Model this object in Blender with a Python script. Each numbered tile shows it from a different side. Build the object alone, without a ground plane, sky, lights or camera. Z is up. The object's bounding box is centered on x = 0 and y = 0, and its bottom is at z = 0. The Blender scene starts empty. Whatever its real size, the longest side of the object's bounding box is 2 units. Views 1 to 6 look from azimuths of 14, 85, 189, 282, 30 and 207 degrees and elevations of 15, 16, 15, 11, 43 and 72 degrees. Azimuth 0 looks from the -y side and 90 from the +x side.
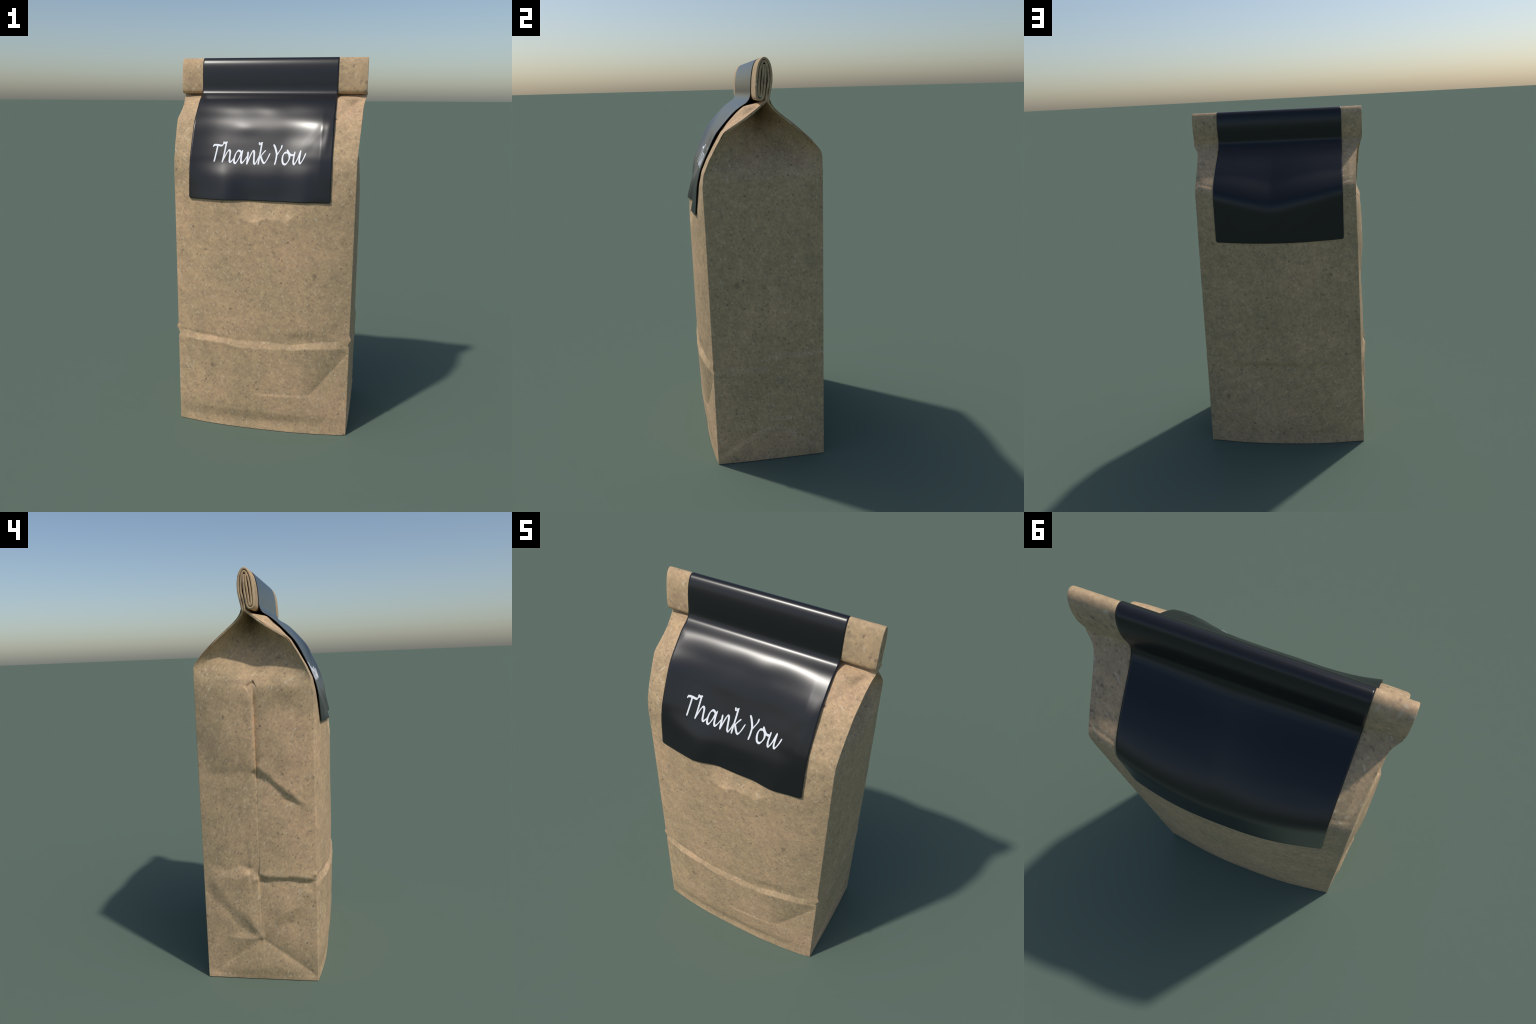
# A filled kraft-paper bag with a rolled-down top, closed by a glossy black label.
# Everything is modelled in the bag's own frame (x = width, y = depth, front at -y)
# and the whole bag is turned a little about z by its top-level Empty.
import bpy
import math
import numpy as np

RNG = np.random.default_rng(7)
TURN = math.radians(2.9)


# ------------------------------------------------------------------ helpers
def smooth(a, b, t):
    t = np.clip((t - a) / (b - a), 0.0, 1.0)
    return t * t * (3 - 2 * t)


def curve(pairs):
    """Monotone piecewise-cubic (Fritsch-Carlson) through (t, value) control points."""
    xs = np.array([p[0] for p in pairs], float)
    ys = np.array([p[1] for p in pairs], float)
    h = np.diff(xs)
    d = np.diff(ys) / h
    m = np.zeros_like(xs)
    m[0], m[-1] = d[0], d[-1]
    for i in range(1, len(xs) - 1):
        if d[i - 1] * d[i] > 0:
            w1, w2 = 2 * h[i] + h[i - 1], h[i] + 2 * h[i - 1]
            m[i] = (w1 + w2) / (w1 / d[i - 1] + w2 / d[i])

    def f(t):
        t = np.clip(np.asarray(t, float), xs[0], xs[-1])
        i = np.clip(np.searchsorted(xs, t, side="right") - 1, 0, len(h) - 1)
        s = (t - xs[i]) / h[i]
        return ((1 + 2 * s) * (1 - s) ** 2 * ys[i] + s * (1 - s) ** 2 * h[i] * m[i]
                + s * s * (3 - 2 * s) * ys[i + 1] + s * s * (s - 1) * h[i] * m[i + 1])
    return f


def broken(pairs, soft):
    """Straight pieces between control points, with corners eased over +-soft."""
    xs, ys = np.array(pairs, float).T

    def f(t):
        t = np.asarray(t, float)
        return sum(np.interp(np.clip(t + soft * k, xs[0], xs[-1]), xs, ys) for k in (-1, -.6, -.2, .2, .6, 1)) / 6
    return f


def spline(points, per=8):
    """Centripetal-like Catmull-Rom through 2D points, densely sampled."""
    p = np.array(points, float)
    if len(p) == 2:
        t = np.linspace(0, 1, per + 1)[:, None]
        return p[0] * (1 - t) + p[1] * t
    q = np.vstack([2 * p[0] - p[1], p, 2 * p[-1] - p[-2]])
    out = []
    for i in range(1, len(q) - 2):
        t = np.linspace(0, 1, per, endpoint=False)[:, None]
        a, b, c, d = q[i - 1], q[i], q[i + 1], q[i + 2]
        out.append(0.5 * (2 * b + (c - a) * t + (2 * a - 5 * b + 4 * c - d) * t ** 2
                          + (3 * b - a - 3 * c + d) * t ** 3))
    out.append(p[-1:])
    return np.vstack(out)


def resample(p, n):
    s = np.concatenate([[0], np.cumsum(np.linalg.norm(np.diff(p, axis=0), axis=1))])
    t = np.linspace(0, s[-1], n)
    return np.stack([np.interp(t, s, p[:, k]) for k in range(p.shape[1])], 1)


def segment(a, b, p0, p1):
    """Signed distance to the line through p0, p1 (positive BELOW it) and the
    position along it (0 at p0, 1 at p1)."""
    d = np.array([p1[0] - p0[0], p1[1] - p0[1]], float)
    ln = np.hypot(*d)
    d /= ln
    n = np.array([d[1], -d[0]])
    if n[1] > 0:
        n = -n
    s = (a - p0[0]) * n[0] + (b - p0[1]) * n[1]
    t = ((a - p0[0]) * d[0] + (b - p0[1]) * d[1]) / ln
    return s, t


def window(t, fade0=0.1, fade1=0.1):
    return smooth(-fade0, fade0, t) * (1 - smooth(1 - fade1, 1 + fade1, t))


def step(s, w, reach):
    """A band of slope of half-width w that dies away on both sides."""
    k = np.clip(s / w, -1, 1)
    k = 1.5 * k - 0.5 * k ** 3
    return 0.5 * k * np.exp(-np.maximum(np.abs(s) - w, 0) / reach)


def crisp(s, w, reach):
    """As step, but with sharp rims (pressed folds)."""
    k = np.clip(s / w, -1, 1)
    return 0.5 * k * np.exp(-np.maximum(np.abs(s) - w, 0) / reach)


def fold(s, w):
    """A sharp crease, slightly eased at its bottom."""
    return np.exp(-np.sqrt(s * s + .004 ** 2) / w)


def rise(s, w):
    """Straight ramp with a sharp foot and an eased top."""
    return 1 - (1 - np.clip(s / w, 0, 1)) ** 1.5


def ridge(s, w):
    return np.exp(-np.sqrt((s / w) ** 2 + 0.09) + 0.3)


def wobble(a, b, seed, scale=1.0):
    """Smooth, low, irregular waviness of a hand-made paper wall (about -1..1)."""
    r = np.random.default_rng(seed)
    v = 0
    for k in range(9):
        f = r.uniform(3, 15) * scale
        an = r.uniform(0, math.tau)
        v = v + np.sin(f * (a * math.cos(an) + b * math.sin(an)) + r.uniform(0, 6.28)) / (1 + f / 6)
    return v / 2.2


# ------------------------------------------------------------------ the bag's walls
NECK = 1.815
half_front = broken([(0, .474), (.5, .4715), (1.2, .469), (1.50, .468), (1.68, .479),
                     (1.745, .480), (1.79, .487), (NECK, .4935)], .010)
half_back = curve([(0, .474), (.5, .466), (.9, .461), (1.28, .455), (1.49, .451), (1.6, .452),
                   (1.69, .457), (1.77, .469), (NECK, .4935)])
edge_front = broken([(0, -.277), (1.2, -.278), (1.44, -.281), (1.50, -.273), (1.56, -.247), (1.62, -.214),
                     (1.687, -.174), (1.74, -.086), (1.79, -.018), (NECK, .014)], .010)
edge_back = broken([(0, .283), (1.5, .2825), (1.578, .279), (1.612, .252), (1.66, .203),
                    (1.71, .147), (1.765, .077), (1.79, .050), (NECK, .033)], .014)
bulge_front = curve([(0, .037), (.045, .0345), (.12, .049), (.2, .055), (.33, .059), (.5, .060), (1.0, .062),
                     (1.2, .062), (1.3, .058), (1.36, .043), (1.42, .026), (1.5, .009), (1.6, .004), (1.7, .002), (NECK, 0)])
bulge_back = curve([(0, .037), (.06, .036), (.15, .044), (.5, .050), (1.0, .055), (1.3, .060), (1.42, .057),
                    (NECK, .050)])
gusset_depth = curve([(0, 0), (1.465, 0), (1.50, .008), (1.535, .027), (1.57, .048), (1.612, .074), (1.66, .102), (1.72, .142),
                      (NECK, .24)])
bulge_seam_side = curve([(0, .002), (.07, .014), (.2, .016), (.41, .018), (.62, .020), (.8, .018), (1.0, .016),
                         (1.2, .022), (1.4, .020), (1.5, .010), (1.58, 0), (NECK, 0)])
bulge_plain_side = curve([(0, .004), (.15, .012), (.4, .018), (.9, .018), (1.3, .018), (1.45, .012), (1.6, 0),
                          (NECK, 0)])
label_front = curve([(1.285, -.297), (1.40, -.295), (1.45, -.287), (1.50, -.272), (1.56, -.249), (1.60, -.2325),
                     (1.645, -.213), (1.665, -.201), (1.69, -.182), (1.72, -.154), (1.773, -.102), (1.80, -.066),
                     (1.817, -.041)])
hollow_label = curve([(1.34, 0), (1.40, .2), (1.45, .56), (1.5, .81), (1.55, .94), (1.6, .98), (1.64, .93), (1.67, .83), (1.70, .62),
                      (1.75, .15), (1.8, 0)])
hollow_paper = curve([(1.29, 0), (1.36, .05), (1.40, .16), (1.45, .58), (1.5, .95), (1.55, 1), (1.6, .95), (1.68, .85), (1.75, .4), (1.8, 0)])
crown = curve([(0, .07), (1.19, .066), (1.195, .062), (1.285, .034), (1.36, .021), (1.42, .008), (1.5, .001), (1.6, 0), (NECK, 0)])
crease_front = curve([(-.46, .541), (-.36, .531), (-.2, .522), (0, .515), (.18, .520), (.3, .526), (.47, .546)])


def hollow(x):
    return 1 - np.clip(np.abs(x + .05) / .335, 0, 1) ** 3


def relief_front(x, z):
    d = 0.0024 * wobble(x, z, 1, 1.3) * smooth(0.0, .1, z) * (1 - smooth(1.55, 1.75, z))
    # the sharp horizontal fold a third of the way up: below it the paper stands out
    s = crease_front(x) + .003 * np.sin(23 * x + 1) + .0015 * np.sin(61 * x) - z
    h = .0105 + .007 * smooth(-.17, -.24, x) + .004 * smooth(.08, .2, x) + .0015 * np.sin(37 * x)
    w = .0165 + .004 * np.sin(14 * x + 2)
    d = d + h * crisp(s, w, .075)
    d = d - .006 * np.exp(-((z - .563) / .026) ** 2) * np.exp(-((x - .235) / .085) ** 2)
    d = d - .003 * np.exp(-((z - .462) / .03) ** 2) * np.exp(-((x + .43) / .05) ** 2)
    # the fold running down from the right end of it
    s, t = segment(x, z, (.463, .490), (.270, .235))
    d = d - .0165 * np.where(s < 0, fold(s, .042), fold(s, .11)) * window(t, .06, .16)
    s, t = segment(x, z, (-.44, .50), (-.33, .36))
    d = d - .004 * step(s, .02, .05) * window(t, .1, .5)
    # a faint pressed line above the base
    s, t = segment(x, z, (-.02, .222), (.272, .232))
    d = d + .0028 * step(s, .008, .05) * window(t, .1, .08)
    # the crown of the filling below the label falls back, with a ragged lower rim
    rim = 1.194 + .008 * np.sin(31 * x) + .003 * np.sin(71 * x + 1) + .75 * np.maximum(np.abs(x - .012) - .112, 0)
    fall = np.maximum(bulge_front(z) - crown(z - (rim - 1.194) * (1 - smooth(1.22, 1.29, z))), 0)
    d = d - fall * (1 - smooth(.07, .22, np.abs(x - .015)))
    d = d + .004 * np.exp(-((x + .175) / .065) ** 2 - ((z - 1.315) / .09) ** 2)
    d = d - .036 * hollow(x) * hollow_paper(z)
    # roof: crease from the right end of the roll
    s, t = segment(x, z, (.455, 1.795), (.34, 1.70))
    d = d - .007 * step(s, .012, .05) * window(t, .1, .2)
    return d


def front_y(x, z):
    u = np.clip(np.abs(x) / half_front(z), 0, 1)
    y = edge_front(z) - bulge_front(z) * (1 - u ** 2.4) - relief_front(x, z) * (1 - u ** 8)
    # under the roll the middle of the roof is puffed out almost to the label
    puff = np.maximum(edge_front(z) - label_front(z) - .012, 0) * smooth(1.66, 1.70, z) * (1 - smooth(1.79, 1.81, z))
    return y - puff * (1 - smooth(.74, .97, u + .02 * np.sin(90 * z)))


SHOULDER = 1.590


def back_y(x, z):
    u = np.clip(np.abs(x) / half_back(z), 0, 1)
    swell = (1 - u ** 2.7) ** 1.6
    d = 0.0015 * wobble(x, z, 2) * smooth(0, .1, z) * (1 - smooth(1.4, 1.55, z))
    d = d - .0085 * step(.538 + .004 * np.sin(9 * x) - z, .020, .06) * (1 - smooth(.5, .9, u))
    wall = edge_back(np.minimum(z, 1.5)) + bulge_back(z) * swell + d * (1 - u ** 8)
    # the roof starts along a V: lowest in the middle, highest at the two edges
    v = np.sqrt((x - .02 * (1 - u)) ** 2 + .015 ** 2) / .42
    zs = SHOULDER + .012 - .088 * np.clip(1 - v, 0, 1)
    k = (z - zs) / (NECK - zs)
    ys = edge_back(SHOULDER) + bulge_back(1.42) * swell
    low = edge_back(NECK)
    roof = low + (edge_back(SHOULDER + k * (NECK - SHOULDER)) - low) * (ys - low) / (edge_back(SHOULDER) - low)
    roof = np.where(k < .03, ys + (.03 - k) * .3, roof)
    inner = np.minimum(wall, roof)
    h = np.maximum(.056 - np.abs(wall - roof), 0) / .056
    inner = inner - h * h * .014
    e = smooth(.90, 1.0, u)
    return inner * (1 - e) + edge_back(z) * e


def relief_seam_side(y, z):
    d = 0.0028 * wobble(y, z, 3, 1.5)
    # the glued overlap: the rear half lies on the front half along the middle
    strong = .10 + .90 * smooth(.98, 1.1, z)
    on = smooth(.24, .30, z) * (1 - smooth(np.where(y > .002, 1.43, 1.40), np.where(y > .002, 1.50, 1.475), z))
    yy = y - .002
    lap = np.where(yy > 0, .006 * np.exp(-yy / .09) - .006 * np.exp(-yy / .011), -.0155 * np.exp(yy / .030))
    lap = lap * np.clip(np.abs(yy) / .003, 0, 1)
    d = d + lap * strong * on
    # little pocket at the upper end of the overlap
    s, t = segment(y, z, (.034, 1.474), (-.004, 1.496))
    d = d - .013 * np.where(s > 0, np.exp(-s / .016), np.exp(s / .004)) * window(t, .12, .06)
    # softly crumpled shoulders below the tucked gusset
    for py, pz, wy, wz, h in ((.135, 1.565, .065, .055, .015), (-.165, 1.470, .080, .045, .010), (-.005, 1.56, .045, .055, -.011),
                              (.13, 1.40, .08, .06, -.004), (-.14, 1.36, .07, .05, -.004), (.14, 1.22, .07, .08, .004),
                              (-.15, 1.15, .06, .07, .004), (.14, .86, .07, .09, -.004), (-.14, .74, .07, .08, .004),
                              (-.10, .42, .07, .05, .004), (.16, .33, .06, .05, .003)):
        d = d + h * np.exp(-((y - py) / wy) ** 2 - ((z - pz) / wz) ** 2)
    # folds: (from, to, height, half width, reach, fades); + stands out below, - falls back below
    for p0, p1, h, w, reach, f0, f1 in (
            ((.004, 1.086), (-.205, .915), -.0135, .021, .06, .03, .3),
            ((.25, .568), (.045, .571), .0105, .030, .10, .2, .05),
            ((.055, .585), (-.004, .542), .008, .018, .04, .1, .1),
            ((.002, .548), (-.285, .532), -.0160, .018, .055, .02, .05),
            ((.26, .497), (.03, .257), -.0085, .034, .05, .05, .08),
            ((-.268, .452), (-.10, .300), -.0105, .030, .05, .1, .2)):
        s, t = segment(y, z, p0, p1)
        s = s + .0035 * np.sin(9 * t + 60 * h * 10) + .0012 * np.sin(23 * t + 1)
        d = d + h * (1 + .25 * np.sin(7 * t + 2)) * step(s, w * (1 + .25 * np.sin(11 * t)), reach) * window(t, f0, f1)
    s, t = segment(y, z, (.25, 1.060), (0, 1.072))
    d = d - .0055 * ridge(s, .040) * window(t, .4, .04)
    # the bottom fold: a triangle whose sides are valleys, with a lip over its left side
    for p0, p1, h in (((.275, .01), (.0, .222), .010), ((-.270, .025), (.0, .222), .011)):
        s, t = segment(y, z, p0, p1)
        k = np.where(s > 0, fold(s, .030), fold(s, .055))
        d = d - h * 1.15 * k * window(t, .06, .05)
    s, t = segment(y, z, (.15, .228), (-.012, .226))
    d = d + .009 * np.where(s > 0, fold(s, .050), fold(s, .022)) * window(t, .35, .06)
    return d


def relief_plain_side(y, z):
    d = 0.0016 * wobble(y, z, 4, 1.2)
    d = d + .0090 * step(.530 + .005 * np.sin(19 * y) - z, .018, .05) * (1 - smooth(-.01, .01, y))
    d = d + .0100 * step(.588 + .004 * np.sin(23 * y) - z, .018, .05) * smooth(-.01, .01, y)
    d = d + .0075 * step(.240 - z, .012, .05) * smooth(-.01, .01, y) * (1 - smooth(.13, .18, y))
    for p0, p1 in (((-.277, .028), (-.015, .193)), ((.26, .040), (.02, .205))):
        s, t = segment(y, z, p0, p1)
        d = d + .0100 * step(s, .012, .05) * window(t, .1, .1)
    d = d + np.where(y > .002, -.0003, .0003) * np.exp(-np.abs(y) / .06) * (1 - smooth(1.3, 1.45, z))
    return d


def side_x(v, z, seam):
    """Distance of the side wall from the middle plane; v runs 0 (front) to 1 (back)."""
    q = np.abs(2 * v - 1)
    y = edge_front(z) * (1 - v) + edge_back(z) * v
    chord = half_front(z) * (1 - v) + half_back(z) * v
    bulge = (bulge_seam_side if seam else bulge_plain_side)(z) * (1 - q ** 2.6)
    tuck = (1.0 if seam else 1.4) * gusset_depth(z) * (1 - q ** (3.8 - 1.7 * smooth(1.56, 1.70, z)))
    fade = (1 - q ** 10) * smooth(0, .03, z) * (1 - smooth(1.50, 1.62, z) if not seam else 1 - smooth(1.58, 1.72, z))
    rel = (relief_seam_side if seam else relief_plain_side)(y, z)
    x = chord + bulge - tuck + rel * fade
    # pinched corners where the horizontal fold meets the front edges
    x = x + (.0095 * np.exp(-((z - .563) / .013) ** 2) - .006 * np.exp(-((z - .527) / .012) ** 2)) * np.exp(-v / .03)
    return x, y


def grade(n, middle=0.0):
    """0..1, crowded towards both ends (and, if asked, round the middle seam)."""
    t = np.linspace(0, 1, 4001)
    w = 1 + 7 * np.exp(-(t / .03) ** 2) + 7 * np.exp(-((1 - t) / .03) ** 2) + middle * np.exp(-((t - .495) / .05) ** 2)
    c = np.concatenate([[0], np.cumsum(.5 * (w[1:] + w[:-1]))])
    return np.interp(np.linspace(0, c[-1], n), c, t)


def build_walls():
    rows = np.concatenate([[0, .0025, .006], np.arange(.012, NECK - .001, .0045), [NECK]])
    nf, ns = 220, 160
    gf, gs = grade(nf), grade(ns, 5.0)
    rings, owner = [], []
    for z in rows:
        zf, zs = np.full(nf, z), np.full(ns, z)
        hf, hb = float(half_front(z)), float(half_back(z))
        xr, yr = side_x(gs, zs, False)
        xl, yl = side_x(gs, zs, True)
        x = (2 * gf - 1)
        xf = xl[0] * -(1 - gf) + xr[0] * gf
        xb = xr[-1] * (1 - gf) - xl[-1] * gf
        front = np.stack([xf, front_y(x * hf, zf)], 1)
        back = np.stack([xb, back_y(-x * hb, zf)], 1)
        right = np.stack([xr, yr], 1)
        left = np.stack([-xl, yl], 1)[::-1]
        right[0], right[-1] = front[-1], back[0]
        left[0], left[-1] = back[-1], front[0]
        rings.append(np.vstack([front[:-1], right[:-1], back[:-1], left[:-1]]))
    ring = np.array(rings)
    n = ring.shape[1]
    # round the four long edges: smooth each ring near its corners
    corners = np.cumsum([0, nf - 1, ns - 1, nf - 1])
    idx = np.arange(n)
    near = np.zeros(n)
    for c in corners:
        k = np.minimum((idx - c) % n, (c - idx) % n)
        near = np.maximum(near, 1 - smooth(8, 13, k))
    for it in range(14):
        on = np.where(rows > 1.66, 1 - smooth(1.77, 1.80, rows), 1.0 if it < 12 else 0.0)[:, None, None]
        mean = 0.5 * (np.roll(ring, 1, 1) + np.roll(ring, -1, 1))
        ring = ring + 0.5 * near[None, :, None] * on * (mean - ring)
    owner = np.concatenate([np.full(nf - 1, 0), np.full(ns - 1, 1), np.full(nf - 1, 2), np.full(ns - 1, 3)])
    pts = np.concatenate([ring, np.broadcast_to(rows[:, None, None], ring.shape[:2] + (1,))], 2)
    # the walls run on a little way up inside the rolled layers
    tip = pts[-1].copy()
    tip[:, 1] = .0245 + (tip[:, 1] - .0235) * .6
    tip[:, 2] = NECK + .011
    return np.concatenate([pts, tip[None]]), owner


def grid_normals(pts):
    du = np.roll(pts, -1, 1) - np.roll(pts, 1, 1)
    dv = np.gradient(pts, axis=0)
    nrm = np.cross(du, dv)
    return nrm / np.maximum(np.linalg.norm(nrm, axis=2, keepdims=True), 1e-12)


# ------------------------------------------------------------------ mesh and scene plumbing
def new_mesh(name, verts, faces, material, parent, normals=None, smooth_angle=None):
    me = bpy.data.meshes.new(name)
    me.from_pydata([tuple(map(float, v)) for v in verts], [], faces)
    me.polygons.foreach_set("use_smooth", np.ones(len(me.polygons), bool))
    me.materials.append(material)
    me.update()
    if smooth_angle is not None:
        me.set_sharp_from_angle(angle=math.radians(smooth_angle))
    if normals is not None:
        me.normals_split_custom_set_from_vertices([tuple(map(float, v)) for v in normals])
    ob = bpy.data.objects.new(name, me)
    bpy.context.scene.collection.objects.link(ob)
    ob.parent = parent
    return ob


# ------------------------------------------------------------------ materials
class Nodes:
    def __init__(self, name):
        self.mat = bpy.data.materials.new(name)
        self.mat.use_nodes = True
        self.t = self.mat.node_tree
        self.bsdf = self.t.nodes["Principled BSDF"]

    def add(self, kind, **props):
        inputs = props.pop("inputs", {})
        n = self.t.nodes.new(kind)
        for k, v in props.items():
            setattr(n, k, v)
        for k, v in inputs.items():
            if isinstance(v, bpy.types.NodeSocket):
                self.t.links.new(v, n.inputs[k])
            else:
                n.inputs[k].default_value = v
        return n

    def ramp(self, fac, stops):
        n = self.add("ShaderNodeValToRGB", inputs={"Fac": fac})
        e = n.color_ramp.elements
        while len(e) < len(stops):
            e.new(0.5)
        for el, (p, c) in zip(e, stops):
            el.position = p
            el.color = c if len(c) == 4 else (*c, 1)
        return n.outputs["Color"]

    def mix(self, fac, a, b, mode="MIX"):
        n = self.add("ShaderNodeMix", data_type="RGBA", blend_type=mode)
        for sock, v in ((n.inputs["Factor"], fac), (n.inputs["A"], a), (n.inputs["B"], b)):
            pass
        ins = [i for i in n.inputs if i.enabled]
        for sock, v in zip(ins, (fac, a, b)):
            if isinstance(v, bpy.types.NodeSocket):
                self.t.links.new(v, sock)
            else:
                sock.default_value = v if not isinstance(v, tuple) or len(v) == 4 else (*v, 1)
        return [o for o in n.outputs if o.enabled][0]

    def noise(self, vec, scale, detail=3, rough=0.55):
        return self.add("ShaderNodeTexNoise", inputs={"Vector": vec, "Scale": scale, "Detail": detail,
                                                      "Roughness": rough}).outputs["Fac"]


def kraft(name, coarse=1.0):
    k = Nodes(name)
    pos = k.add("ShaderNodeTexCoord").outputs["Object"]
    warm = k.noise(pos, 3.2 / coarse, 4)
    base = k.ramp(warm, [(.32, KRAFT_COOL), (.5, KRAFT_MID), (.68, KRAFT_WARM)])
    def along(turn, stretch):
        """Coordinates in which features come out stretched along a turned axis."""
        return k.add("ShaderNodeMapping", vector_type="TEXTURE", inputs={"Vector": pos, "Rotation": turn, "Scale": stretch}).outputs["Vector"]

    # pulp: two crossing sets of short fibres, finer grain, broad clouds
    for turn, scale, lo, hi in (((.6, .7, .2), 62, .88, 1.105), ((-.5, -.75, .5), 70, .89, 1.10), ((.2, .1, .9), 150, .90, 1.09)):
        pulp = k.noise(along(turn, (.8, .8, 1.9)), scale / coarse, 3, .65)
        base = k.mix(1.0, base, k.ramp(pulp, [(.30, (lo, lo, lo * 1.01)), (.5, (1, 1, 1)), (.70, (hi, hi * .995, hi * .97))]), "MULTIPLY")
    blot = k.noise(pos, 21 / coarse, 3, .6)
    base = k.mix(1.0, base, k.ramp(blot, [(.3, (.87, .88, .89)), (.7, (1.12, 1.10, 1.075))]), "MULTIPLY")

    def flecks(scale, stretch, turn, lo, hi, keep):
        v = k.add("ShaderNodeTexVoronoi", inputs={"Vector": along(turn, stretch), "Scale": scale / coarse})
        near = k.ramp(v.outputs["Distance"], [(lo, (1, 1, 1)), (hi, (0, 0, 0))])
        sep = k.add("ShaderNodeSeparateColor", inputs={"Color": v.outputs["Color"]})
        pick = k.ramp(sep.outputs["Red"], [(keep, (1, 1, 1)), (keep + .02, (0, 0, 0))])
        return k.mix(1.0, near, pick, "MULTIPLY")

    for turn, stretch, scale, lo, hi, keep, amount, colour in (
            ((.3, .5, .2), (1, 1, 1.7), 64, .12, .34, .24, .54, KRAFT_DARK),
            ((.9, -.7, .8), (1, 1, 2.0), 84, .12, .34, .26, .48, KRAFT_DARK),
            ((.2, 1.0, .4), (1, 1, 1.6), 24, .08, .18, .18, .70, KRAFT_DARK),
            ((-.7, -1.0, .4), (1, 1, 1.8), 17, .06, .15, .11, .50, KRAFT_DARK),
            ((.5, -.4, .9), (1, 1, 1.3), 7.5, .05, .11, .30, .55, KRAFT_DARK),
            ((.55, .65, -.2), (.70, .70, 3.2), 42, .10, .31, .22, .48, KRAFT_PALE),
            ((-.6, -.8, .3), (.70, .70, 3.6), 42, .10, .31, .20, .46, KRAFT_PALE),
            ((.15, -.2, .3), (.65, .65, 2.6), 38, .10, .30, .18, .38, KRAFT_PALE),
            ((-.4, .9, .1), (.55, .55, 3.6), 22, .08, .19, .12, .55, KRAFT_PALE)):
        f = flecks(scale, stretch, turn, lo, hi, keep)
        f = k.mix(1.0, f, (amount, amount, amount), "MULTIPLY")
        base = k.mix(f, base, colour)
    k.t.links.new(base, k.bsdf.inputs["Base Color"])
    k.bsdf.inputs["Roughness"].default_value = .82
    k.bsdf.inputs["Specular IOR Level"].default_value = .25
    grain = k.noise(pos, 160 / coarse, 4, .7)
    bump = k.add("ShaderNodeBump", inputs={"Height": grain, "Strength": .12, "Distance": .004})
    k.t.links.new(bump.outputs["Normal"], k.bsdf.inputs["Normal"])
    return k.mat


KRAFT_COOL = (.440, .322, .190)
KRAFT_MID = (.500, .353, .208)
KRAFT_WARM = (.562, .379, .228)
KRAFT_DARK = (.17, .125, .09, 1)
KRAFT_PALE = (.70, .60, .43, 1)


def plain(name, colour, rough, spec=.5):
    k = Nodes(name)
    pos = k.add("ShaderNodeTexCoord").outputs["Object"]
    n = k.noise(pos, 9, 2)
    lo = tuple(c * .93 for c in colour)
    k.t.links.new(k.ramp(n, [(.3, lo), (.7, colour)]), k.bsdf.inputs["Base Color"])
    k.bsdf.inputs["Roughness"].default_value = rough
    k.bsdf.inputs["Specular IOR Level"].default_value = spec
    return k.mat


paper = kraft("kraft_paper")
paper_roll = kraft("kraft_paper_rolled", 1.5)
black = plain("glossy_black_label", (.011, .011, .0125), .29)
white = plain("white_print", (.90, .91, .94), .5, .3)

# ------------------------------------------------------------------ the thing
bag = bpy.data.objects.new("paper_bag", None)
bpy.context.scene.collection.objects.link(bag)
bag.rotation_euler = (0, 0, TURN)
bag["label"] = "brown kraft paper bag, rolled top, glossy black label reading Thank You"
bag["category"] = "paper bag"

pts, owner = build_walls()
nrm = grid_normals(pts)
R, N = pts.shape[:2]
for part, name in enumerate(("front_panel", "side_panel", "back_panel", "side_panel")):
    cols = np.where(owner == part)[0]
    cols = np.append(cols, (cols[-1] + 1) % N)
    v, vn = pts[:, cols].reshape(-1, 3), nrm[:, cols].reshape(-1, 3)
    c = len(cols)
    faces = [(r * c + i, r * c + i + 1, (r + 1) * c + i + 1, (r + 1) * c + i)
             for r in range(R - 1) for i in range(c - 1)]
    new_mesh(name, v, faces, paper, bag, normals=vn)
# bottom: fan of the lowest ring towards its middle
low = pts[0]
ring2 = low * np.array([.5, .5, 1]) + np.array([0, 0, .004])
v = np.vstack([low, ring2, [[0, 0, .004]]])
faces = [(i, N + i, N + (i + 1) % N, (i + 1) % N) for i in range(N)]
faces += [(N + i, 2 * N, N + (i + 1) % N) for i in range(N)]
new_mesh("base", v, faces, paper, bag)

# ------------------------------------------------------------------ the rolled top
# two layers (front wall and back wall) rolled forward together; (y, z) centre lines
ROLL_BACK = [(.027, 1.808), (.0325, 1.842), (.040, 1.877), (.0432, 1.900), (.0428, 1.934), (.037, 1.964), (.027, 1.983),
             (.014, 1.9905), (.001, 1.984), (-.011, 1.963), (-.0185, 1.932), (-.0225, 1.899), (-.0245, 1.855),
             (-.0225, 1.833), (-.014, 1.8225), (-.003, 1.823), (.005, 1.832), (.0095, 1.850), (.0125, 1.872), (.0165, 1.900),
             (.0185, 1.935), (.0185, 1.966)]
ROLL_FRONT = [(.0175, 1.810), (.0215, 1.846), (.0275, 1.876), (.0318, 1.895), (.0312, 1.924), (.0285, 1.950), (.0235, 1.969),
              (.0150, 1.9785), (.0065, 1.973), (-.0015, 1.955), (-.0075, 1.925), (-.0115, 1.889), (-.0138, 1.854),
              (-.0130, 1.840), (-.0075, 1.8335), (-.0035, 1.838), (-.0008, 1.861), (.0035, 1.898), (.0078, 1.935),
              (.0105, 1.966)]
THICK = .0098


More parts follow.
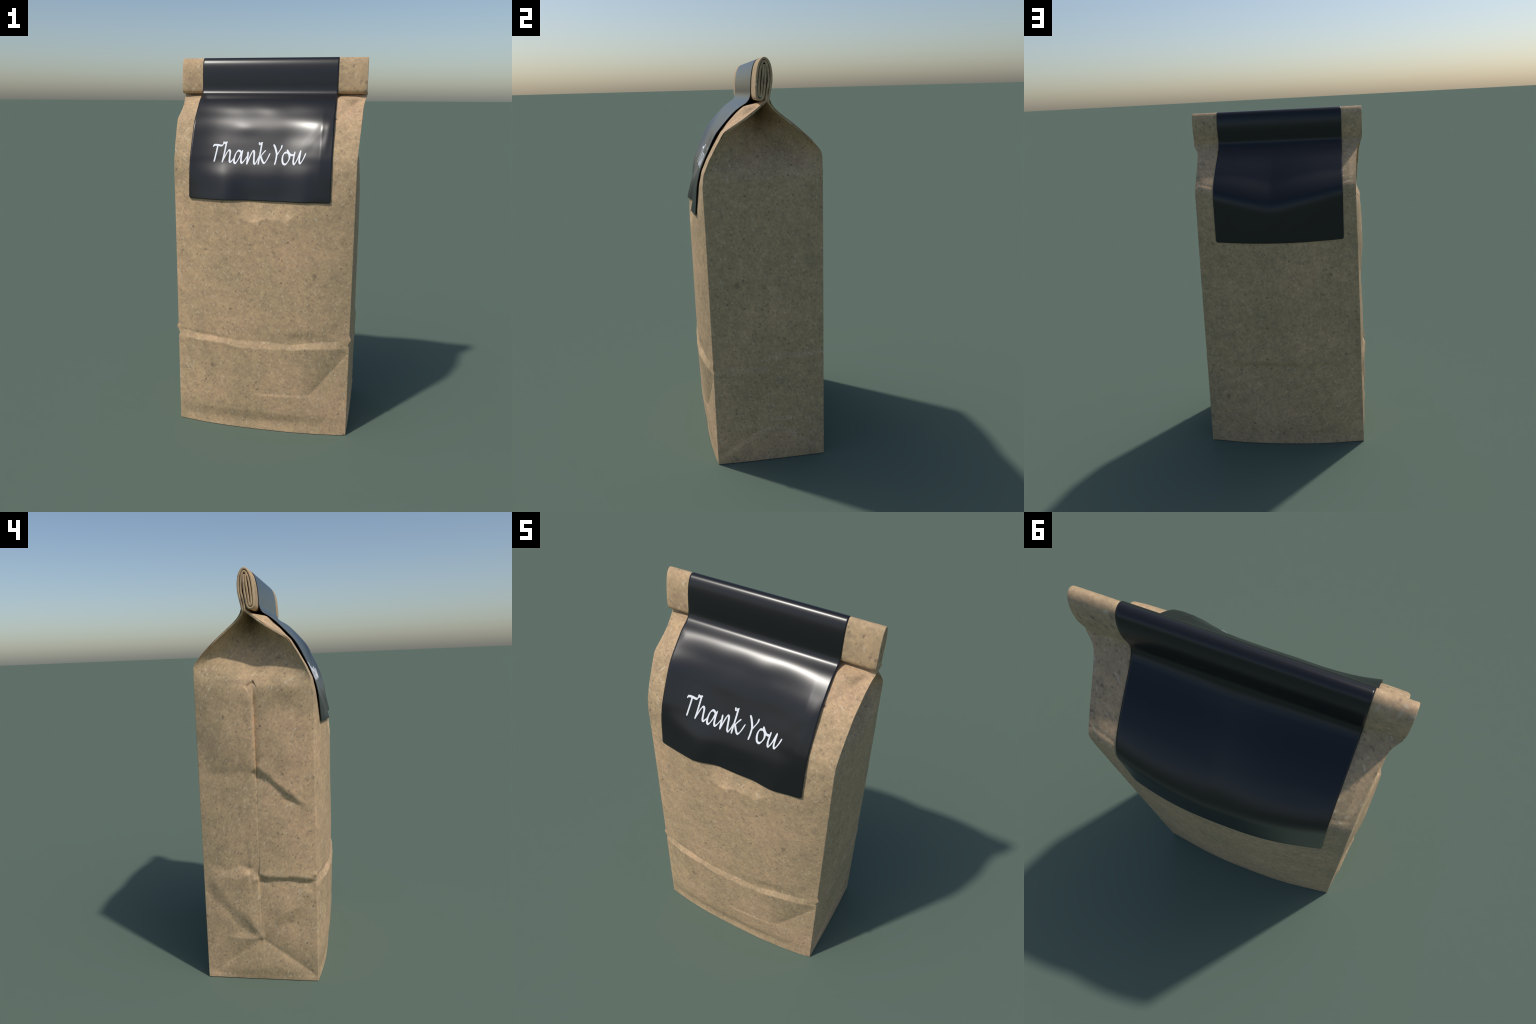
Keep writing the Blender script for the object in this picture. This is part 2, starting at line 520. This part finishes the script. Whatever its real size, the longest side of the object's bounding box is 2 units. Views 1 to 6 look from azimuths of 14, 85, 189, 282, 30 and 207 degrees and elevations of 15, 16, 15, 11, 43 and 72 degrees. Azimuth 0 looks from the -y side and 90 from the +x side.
def lip(edge, side):
    """The layer's run below the neck: just inside the roof panel, showing its cut edge at the gusset."""
    out = []
    for z in (1.66, 1.69, 1.72, 1.75, 1.778):
        d = np.array([float(edge(z + .01) - edge(z - .01)), .02])
        d /= np.hypot(*d)
        n = np.array([d[1], -d[0]]) * side
        out.append((float(edge(z)) + n[0] * .0053, z + n[1] * .0053))
    return out


LIP_BACK = lip(edge_back, -1) + [(.0275, 1.813), (.0325, 1.842)]
LIP_FRONT = lip(edge_front, 1) + [(.0172, 1.817), (.0215, 1.846)]


def ribbon(centre, half_lo, half_hi, thick, half_below):
    """Sweep a rounded paper section along the roll's centre line, from x=-half_lo to half_hi."""
    c = resample(spline(centre, 10), 240)
    c[:, 1] += .022 * np.maximum(c[:, 1] - NECK, 0)
    t = np.gradient(c, axis=0)
    t /= np.linalg.norm(t, axis=1, keepdims=True)
    n = np.stack([-t[:, 1], t[:, 0]], 1)
    h = thick / 2
    r = min(.0035, h * .8)
    xs_in = np.linspace(-1, 1, 41)
    section = []                       # closed loop of (x position, extra inset, offset across)
    top = [(x, +h) for x in xs_in]
    loop = []
    for a in np.linspace(0, math.pi, 7):           # rounded right rim
        loop.append((1, r * (math.sin(a) - 1), h - r + r * math.cos(a) if a < math.pi / 2 else -(h - r) + r * math.cos(a)))
    right = loop
    left = [(-1, -i, -o) for _, i, o in right]
    mid_top = [(x, 0, h) for x in xs_in[1:-1]]
    mid_bot = [(x, 0, -h) for x in xs_in[1:-1][::-1]]
    section = mid_top + right + mid_bot + left
    verts = []
    for k in range(len(c)):
        for sx, inset, off in section:
            q = c[k] + n[k] * off
            w = half_hi if sx > 0 else half_lo
            if k < 60:
                b = smooth(NECK + .022, NECK - .004, c[k, 1])
                w = w * (1 - b) + (float(half_below(c[k, 1])) - .0006) * b
            x = sx * w + inset + (0 if abs(sx) < 1 else .0012 * math.sin(9 * k / len(c) + 3 * sx))
            verts.append((x, q[0], q[1]))
    m = len(section)
    faces = [(k * m + i, (k + 1) * m + i, (k + 1) * m + (i + 1) % m, k * m + (i + 1) % m)
             for k in range(len(c) - 1) for i in range(m)]
    faces.append(tuple(range(m)))
    faces.append(tuple(range((len(c) - 1) * m, len(c) * m))[::-1])
    return verts, faces, c, n


def lip_strip(centre, sign, half, thick):
    """Cut edge of a roof panel beside the gusset: a narrow strip carrying the roll's layer down the slope."""
    c = resample(spline(centre, 10), 60)
    t = np.gradient(c, axis=0)
    t /= np.linalg.norm(t, axis=1, keepdims=True)
    n = np.stack([-t[:, 1], t[:, 0]], 1)
    loop = [(-.034, 1), (-.003, 1), (-.0008, .72), (0, .3), (0, -.3), (-.0008, -.72), (-.003, -1), (-.034, -1)]
    if sign < 0:
        loop = loop[::-1]
    verts = []
    for k in range(len(c)):
        h = thick / 2 * smooth(-2, 16, k)
        w = min(float(half(c[k, 1])) - .0006, .4915)
        for inset, off in loop:
            q = c[k] + n[k] * h * off
            verts.append((sign * (w + inset), q[0], q[1]))
    m = len(loop)
    faces = [(k * m + i, (k + 1) * m + i, (k + 1) * m + (i + 1) % m, k * m + (i + 1) % m)
             for k in range(len(c) - 1) for i in range(m)]
    faces += [tuple(range(m)), tuple(range((len(c) - 1) * m, len(c) * m))[::-1]]
    return verts, faces


vb, fb, cb, nb = ribbon(ROLL_BACK, .4955, .4915, THICK, half_back)
vf, ff, cf, nf_ = ribbon(ROLL_FRONT, .4945, .4905, THICK, half_front)
verts = vb + vf
faces = fb + [tuple(i + len(vb) for i in f) for f in ff]
for centre, half in ((LIP_BACK, half_back), (LIP_FRONT, half_front)):
    for sign in (1, -1):
        v, f = lip_strip(centre, sign, half, THICK - .0006)
        faces += [tuple(i + len(verts) for i in q) for q in f]
        verts = verts + v
new_mesh("rolled_top", verts, faces, paper_roll, bag, smooth_angle=50)

# ------------------------------------------------------------------ the label
# follows the back wall, the outside of the roll and the front wall; hangs free where they step
def label_front_y(x, z):
    free = label_front(z) + .026 * hollow(x) * hollow_label(z)
    for p0, p1, h, w in (((.326, 1.680), (.306, 1.545), .0042, .018), ((.312, 1.672), (.205, 1.545), .0032, .020),):
        s, t = segment(x, z, p0, p1)
        free = free - h * np.exp(-(s / w) ** 2) * window(t, .25, .3)
    free = free - .0016 * np.sin(13 * x + 1.5) * (1 + .5 * np.sin(40 * z)) * smooth(1.36, 1.5, z) * (1 - smooth(1.7, 1.79, z))
    free = free - .0012 * np.sin(19 * x + .4 + 2 * np.sin(7 * x)) * np.exp(-((z - 1.735) / .030) ** 2)
    for px, pz, wx, wz, h in ((-.30, 1.44, .06, .07, .0018), (.27, 1.43, .06, .08, .0018), (.05, 1.42, .07, .05, .0025),
                              (-.10, 1.64, .06, .03, .0025), (.13, 1.60, .06, .05, -.0018), (-.28, 1.62, .06, .05, -.0018)):
        free = free - h * np.exp(-((x - px) / wx) ** 2 - ((z - pz) / wz) ** 2)
    lay = front_y(x, z) - .0055 - .0045 * smooth(1.335, 1.285, z) * np.abs(np.sin(9 * x + .6))
    k = .030
    h = np.maximum(k - np.abs(free - lay), 0) / k
    return np.minimum(free, lay) - h * h * k / 4


LABEL_L, LABEL_R = curve([(0, -.378), (.45, -.379), (.55, -.379), (1, -.381)]), curve([(0, .346), (.45, .343), (.55, .343), (1, .347)])


def build_label():
    nx = 110
    # outside of the roll: outer side of the back layer from the neck round to the front foot
    stop = np.argmin(np.hypot(cb[:, 0] + .0235, cb[:, 1] - 1.842))
    outer = cb + nb * (-THICK / 2 - .0036)
    if np.mean(outer[:60, 0]) < np.mean(cb[:60, 0]):
        outer = cb + nb * (THICK / 2 + .0036)
    roll = outer[int(np.argmax(cb[:, 1] > 1.822)):stop]
    z_back = np.linspace(1.289, 1.812, 110)
    z_front = np.linspace(1.817, 1.2925, 120)
    xs = np.linspace(0, 1, nx)
    cols = []
    for u in xs:
        x0 = -.379 + u * .725
        xb = np.full(len(z_back), x0)
        zb = z_back - .006 * np.exp(-((x0 + .02) / .25) ** 2) * (1 - np.linspace(0, 1, len(z_back)))
        pb = np.stack([back_y(xb, zb) + .0052, zb], 1)
        pf = np.stack([label_front_y(np.full(len(z_front), x0), z_front), z_front], 1)
        p = np.vstack([pb, roll, pf])
        p = resample(p, 400)
        for _ in range(14):
            p[1:-1] += .5 * (.5 * (p[:-2] + p[2:]) - p[1:-1])
        nb_ = int(len(p) * .36)                    # the back hangs softer, bridging the crease
        for _ in range(40):
            p[1:nb_] += .5 * (.5 * (p[:nb_ - 1] + p[2:nb_ + 1]) - p[1:nb_])
        s = np.linspace(0, 1, len(p))
        x = LABEL_L(s) * (1 - u) + LABEL_R(s) * u
        cols.append(np.column_stack([x, p]))
    g = np.array(cols)                      # (nx, ns, 3)
    # slightly rounded label corners: pull the end rows in near the sides
    r = .008
    for i in range(nx):
        edge = min(abs(g[i, 0, 0] - g[0, 0, 0]), abs(g[i, 0, 0] - g[-1, 0, 0]))
        if edge < r:
            cut = r - math.sqrt(r * r - (r - edge) ** 2)
            for a, b in ((0, 1), (-1, -2)):
                line = g[i, :12] if a == 0 else g[i, :-13:-1]
                d = np.concatenate([[0], np.cumsum(np.linalg.norm(np.diff(line, axis=0), axis=1))])
                end = np.array([np.interp(cut, d, line[:, k]) for k in range(3)])
                for j in range(len(line)):
                    if d[j] < cut:
                        line[j] = end
    return g


g = build_label()
nx, ns = g.shape[:2]
# crowd the outermost columns so the corner rounding shows
faces = [(i * ns + j, i * ns + j + 1, (i + 1) * ns + j + 1, (i + 1) * ns + j)
         for i in range(nx - 1) for j in range(ns - 1)]
label = new_mesh("label", g.reshape(-1, 3), faces, black, bag)
# make sure faces look outwards, then give the sheet its thickness inwards
me = label.data
mid = me.polygons[(nx // 2) * (ns - 1) + ns - 40]
if mid.normal.y > 0:
    me.flip_normals()
sol = label.modifiers.new("thickness", "SOLIDIFY")
sol.thickness = .0028
sol.offset = -1
sol.use_quality_normals = True

# ------------------------------------------------------------------ the lettering, pen strokes as (x, z) on the label
LETTERS = {
    "T": [[(-.26, 1.553), (-.257, 1.559), (-.24, 1.560), (-.22, 1.557), (-.213, 1.560), (-.209, 1.567), (-.208, 1.573)],
          [(-.238, 1.558), (-.242, 1.525), (-.249, 1.48)]],
    "h": [[(-.209, 1.574), (-.203, 1.570), (-.192, 1.574)], [(-.195, 1.572), (-.201, 1.516), (-.207, 1.478)],
          [(-.207, 1.48), (-.197, 1.502), (-.186, 1.526), (-.177, 1.535), (-.171, 1.527), (-.171, 1.499), (-.17, 1.483),
           (-.165, 1.478), (-.155, 1.488), (-.146, 1.501)]],
    "a": [[(-.114, 1.524), (-.121, 1.532), (-.13, 1.533), (-.14, 1.522), (-.146, 1.502), (-.147, 1.482), (-.142, 1.473),
           (-.134, 1.478), (-.122, 1.5), (-.114, 1.524)],
          [(-.108, 1.534), (-.111, 1.513), (-.112, 1.488), (-.108, 1.475), (-.098, 1.482), (-.081, 1.509)]],
    "n": [[(-.079, 1.527), (-.079, 1.509), (-.08, 1.47)],
          [(-.08, 1.47), (-.07, 1.499), (-.059, 1.527), (-.051, 1.534), (-.047, 1.522), (-.046, 1.492), (-.044, 1.476),
           (-.038, 1.472), (-.028, 1.49), (-.018, 1.515)]],
    "k": [[(-.025, 1.574), (-.022, 1.566), (-.016, 1.571), (-.01, 1.575)],
          [(-.012, 1.574), (-.015, 1.54), (-.02, 1.493), (-.022, 1.471)],
          [(.009, 1.536), (.005, 1.532), (-.006, 1.518), (-.013, 1.507)],
          [(-.013, 1.51), (-.005, 1.492), (.003, 1.479), (.01, 1.478), (.021, 1.494), (.033, 1.522)]],
    "Y": [[(.05, 1.565), (.057, 1.553), (.066, 1.529), (.068, 1.516)],
          [(.091, 1.563), (.088, 1.549), (.078, 1.531), (.069, 1.515)], [(.068, 1.517), (.066, 1.494), (.062, 1.472)]],
    "o": [[(.117, 1.531), (.104, 1.524), (.098, 1.503), (.102, 1.48), (.113, 1.473), (.124, 1.482), (.133, 1.501),
           (.131, 1.52), (.123, 1.529), (.117, 1.531)], [(.12, 1.541), (.128, 1.529), (.139, 1.519), (.152, 1.519), (.159, 1.526)]],
    "u": [[(.159, 1.533), (.156, 1.513), (.154, 1.49), (.158, 1.475), (.166, 1.483), (.177, 1.507), (.187, 1.538)],
          [(.188, 1.54), (.185, 1.512), (.184, 1.491), (.189, 1.48), (.198, 1.491), (.207, 1.509), (.214, 1.528)]],
}


def label_surface(x, z):
    """y of the finished label sheet (as meshed) at x, z on its front."""
    front = g[:, ns * 5 // 8:, :]
    fi = np.clip((x - front[0, -1, 0]) / (front[-1, -1, 0] - front[0, -1, 0]) * (nx - 1), 0, nx - 1.001)
    i = fi.astype(int)
    out = np.empty(len(x))
    for k in range(len(x)):
        y = []
        for c in (i[k], i[k] + 1):
            col = front[c]
            y.append(np.interp(z[k], col[::-1, 2], col[::-1, 1]))
        out[k] = y[0] + (y[1] - y[0]) * (fi[k] - i[k])
    return out


PEN = .0046       # half width of a full stroke
for letter, strokes in LETTERS.items():
    verts, faces = [], []
    for si, stroke in enumerate(strokes):
        p = spline([(x * 1.0085 - .004, z) for x, z in stroke], 10)
        length = np.sum(np.linalg.norm(np.diff(p, axis=0), axis=1))
        p = resample(p, max(14, int(length / .0016)))
        t = np.gradient(p, axis=0)
        t /= np.linalg.norm(t, axis=1, keepdims=True)
        nn = np.stack([-t[:, 1], t[:, 0]], 1)
        # the pen is held at a slant: up-strokes to the right come out thin
        slant = np.abs(t[:, 0] * math.sin(math.radians(58)) - t[:, 1] * math.cos(math.radians(58)))
        w = PEN * (.46 + .54 * np.clip(slant * 1.5, 0, 1))
        # rounded ends
        s = np.concatenate([[0], np.cumsum(np.linalg.norm(np.diff(p, axis=0), axis=1))])
        e0, e1 = np.minimum(s / PEN, 1), np.minimum((s[-1] - s) / PEN, 1)
        p = p - t * (PEN * .6 * (1 - e0) ** 2)[:, None] + t * (PEN * .6 * (1 - e1) ** 2)[:, None]
        w = w * np.sqrt(1 - (1 - e0) ** 2 * .8) * np.sqrt(1 - (1 - e1) ** 2 * .8)
        start = len(verts)
        prof = [(-1.02, -.0010), (-1, .0009), (0, .0009), (1, .0009), (1.02, -.0010)]
        for a, hgt in prof:
            q = p + nn * (w * a)[:, None]
            y = label_surface(q[:, 0], q[:, 1]) - hgt - .00012 * si
            verts += [(q[k, 0], y[k], q[k, 1]) for k in range(len(p))]
        m = len(p)
        for a in range(len(prof) - 1):
            for k in range(m - 1):
                faces.append((start + a * m + k, start + a * m + k + 1, start + (a + 1) * m + k + 1, start + (a + 1) * m + k))
        for k in (0, m - 1):
            f = [start + a * m + k for a in range(len(prof))]
            faces.append(tuple(f if k == 0 else f[::-1]))
    ob = new_mesh("letter", verts, faces, white, label, smooth_angle=40)
    if sum(f.normal.y for f in ob.data.polygons) > 0:
        ob.data.flip_normals()
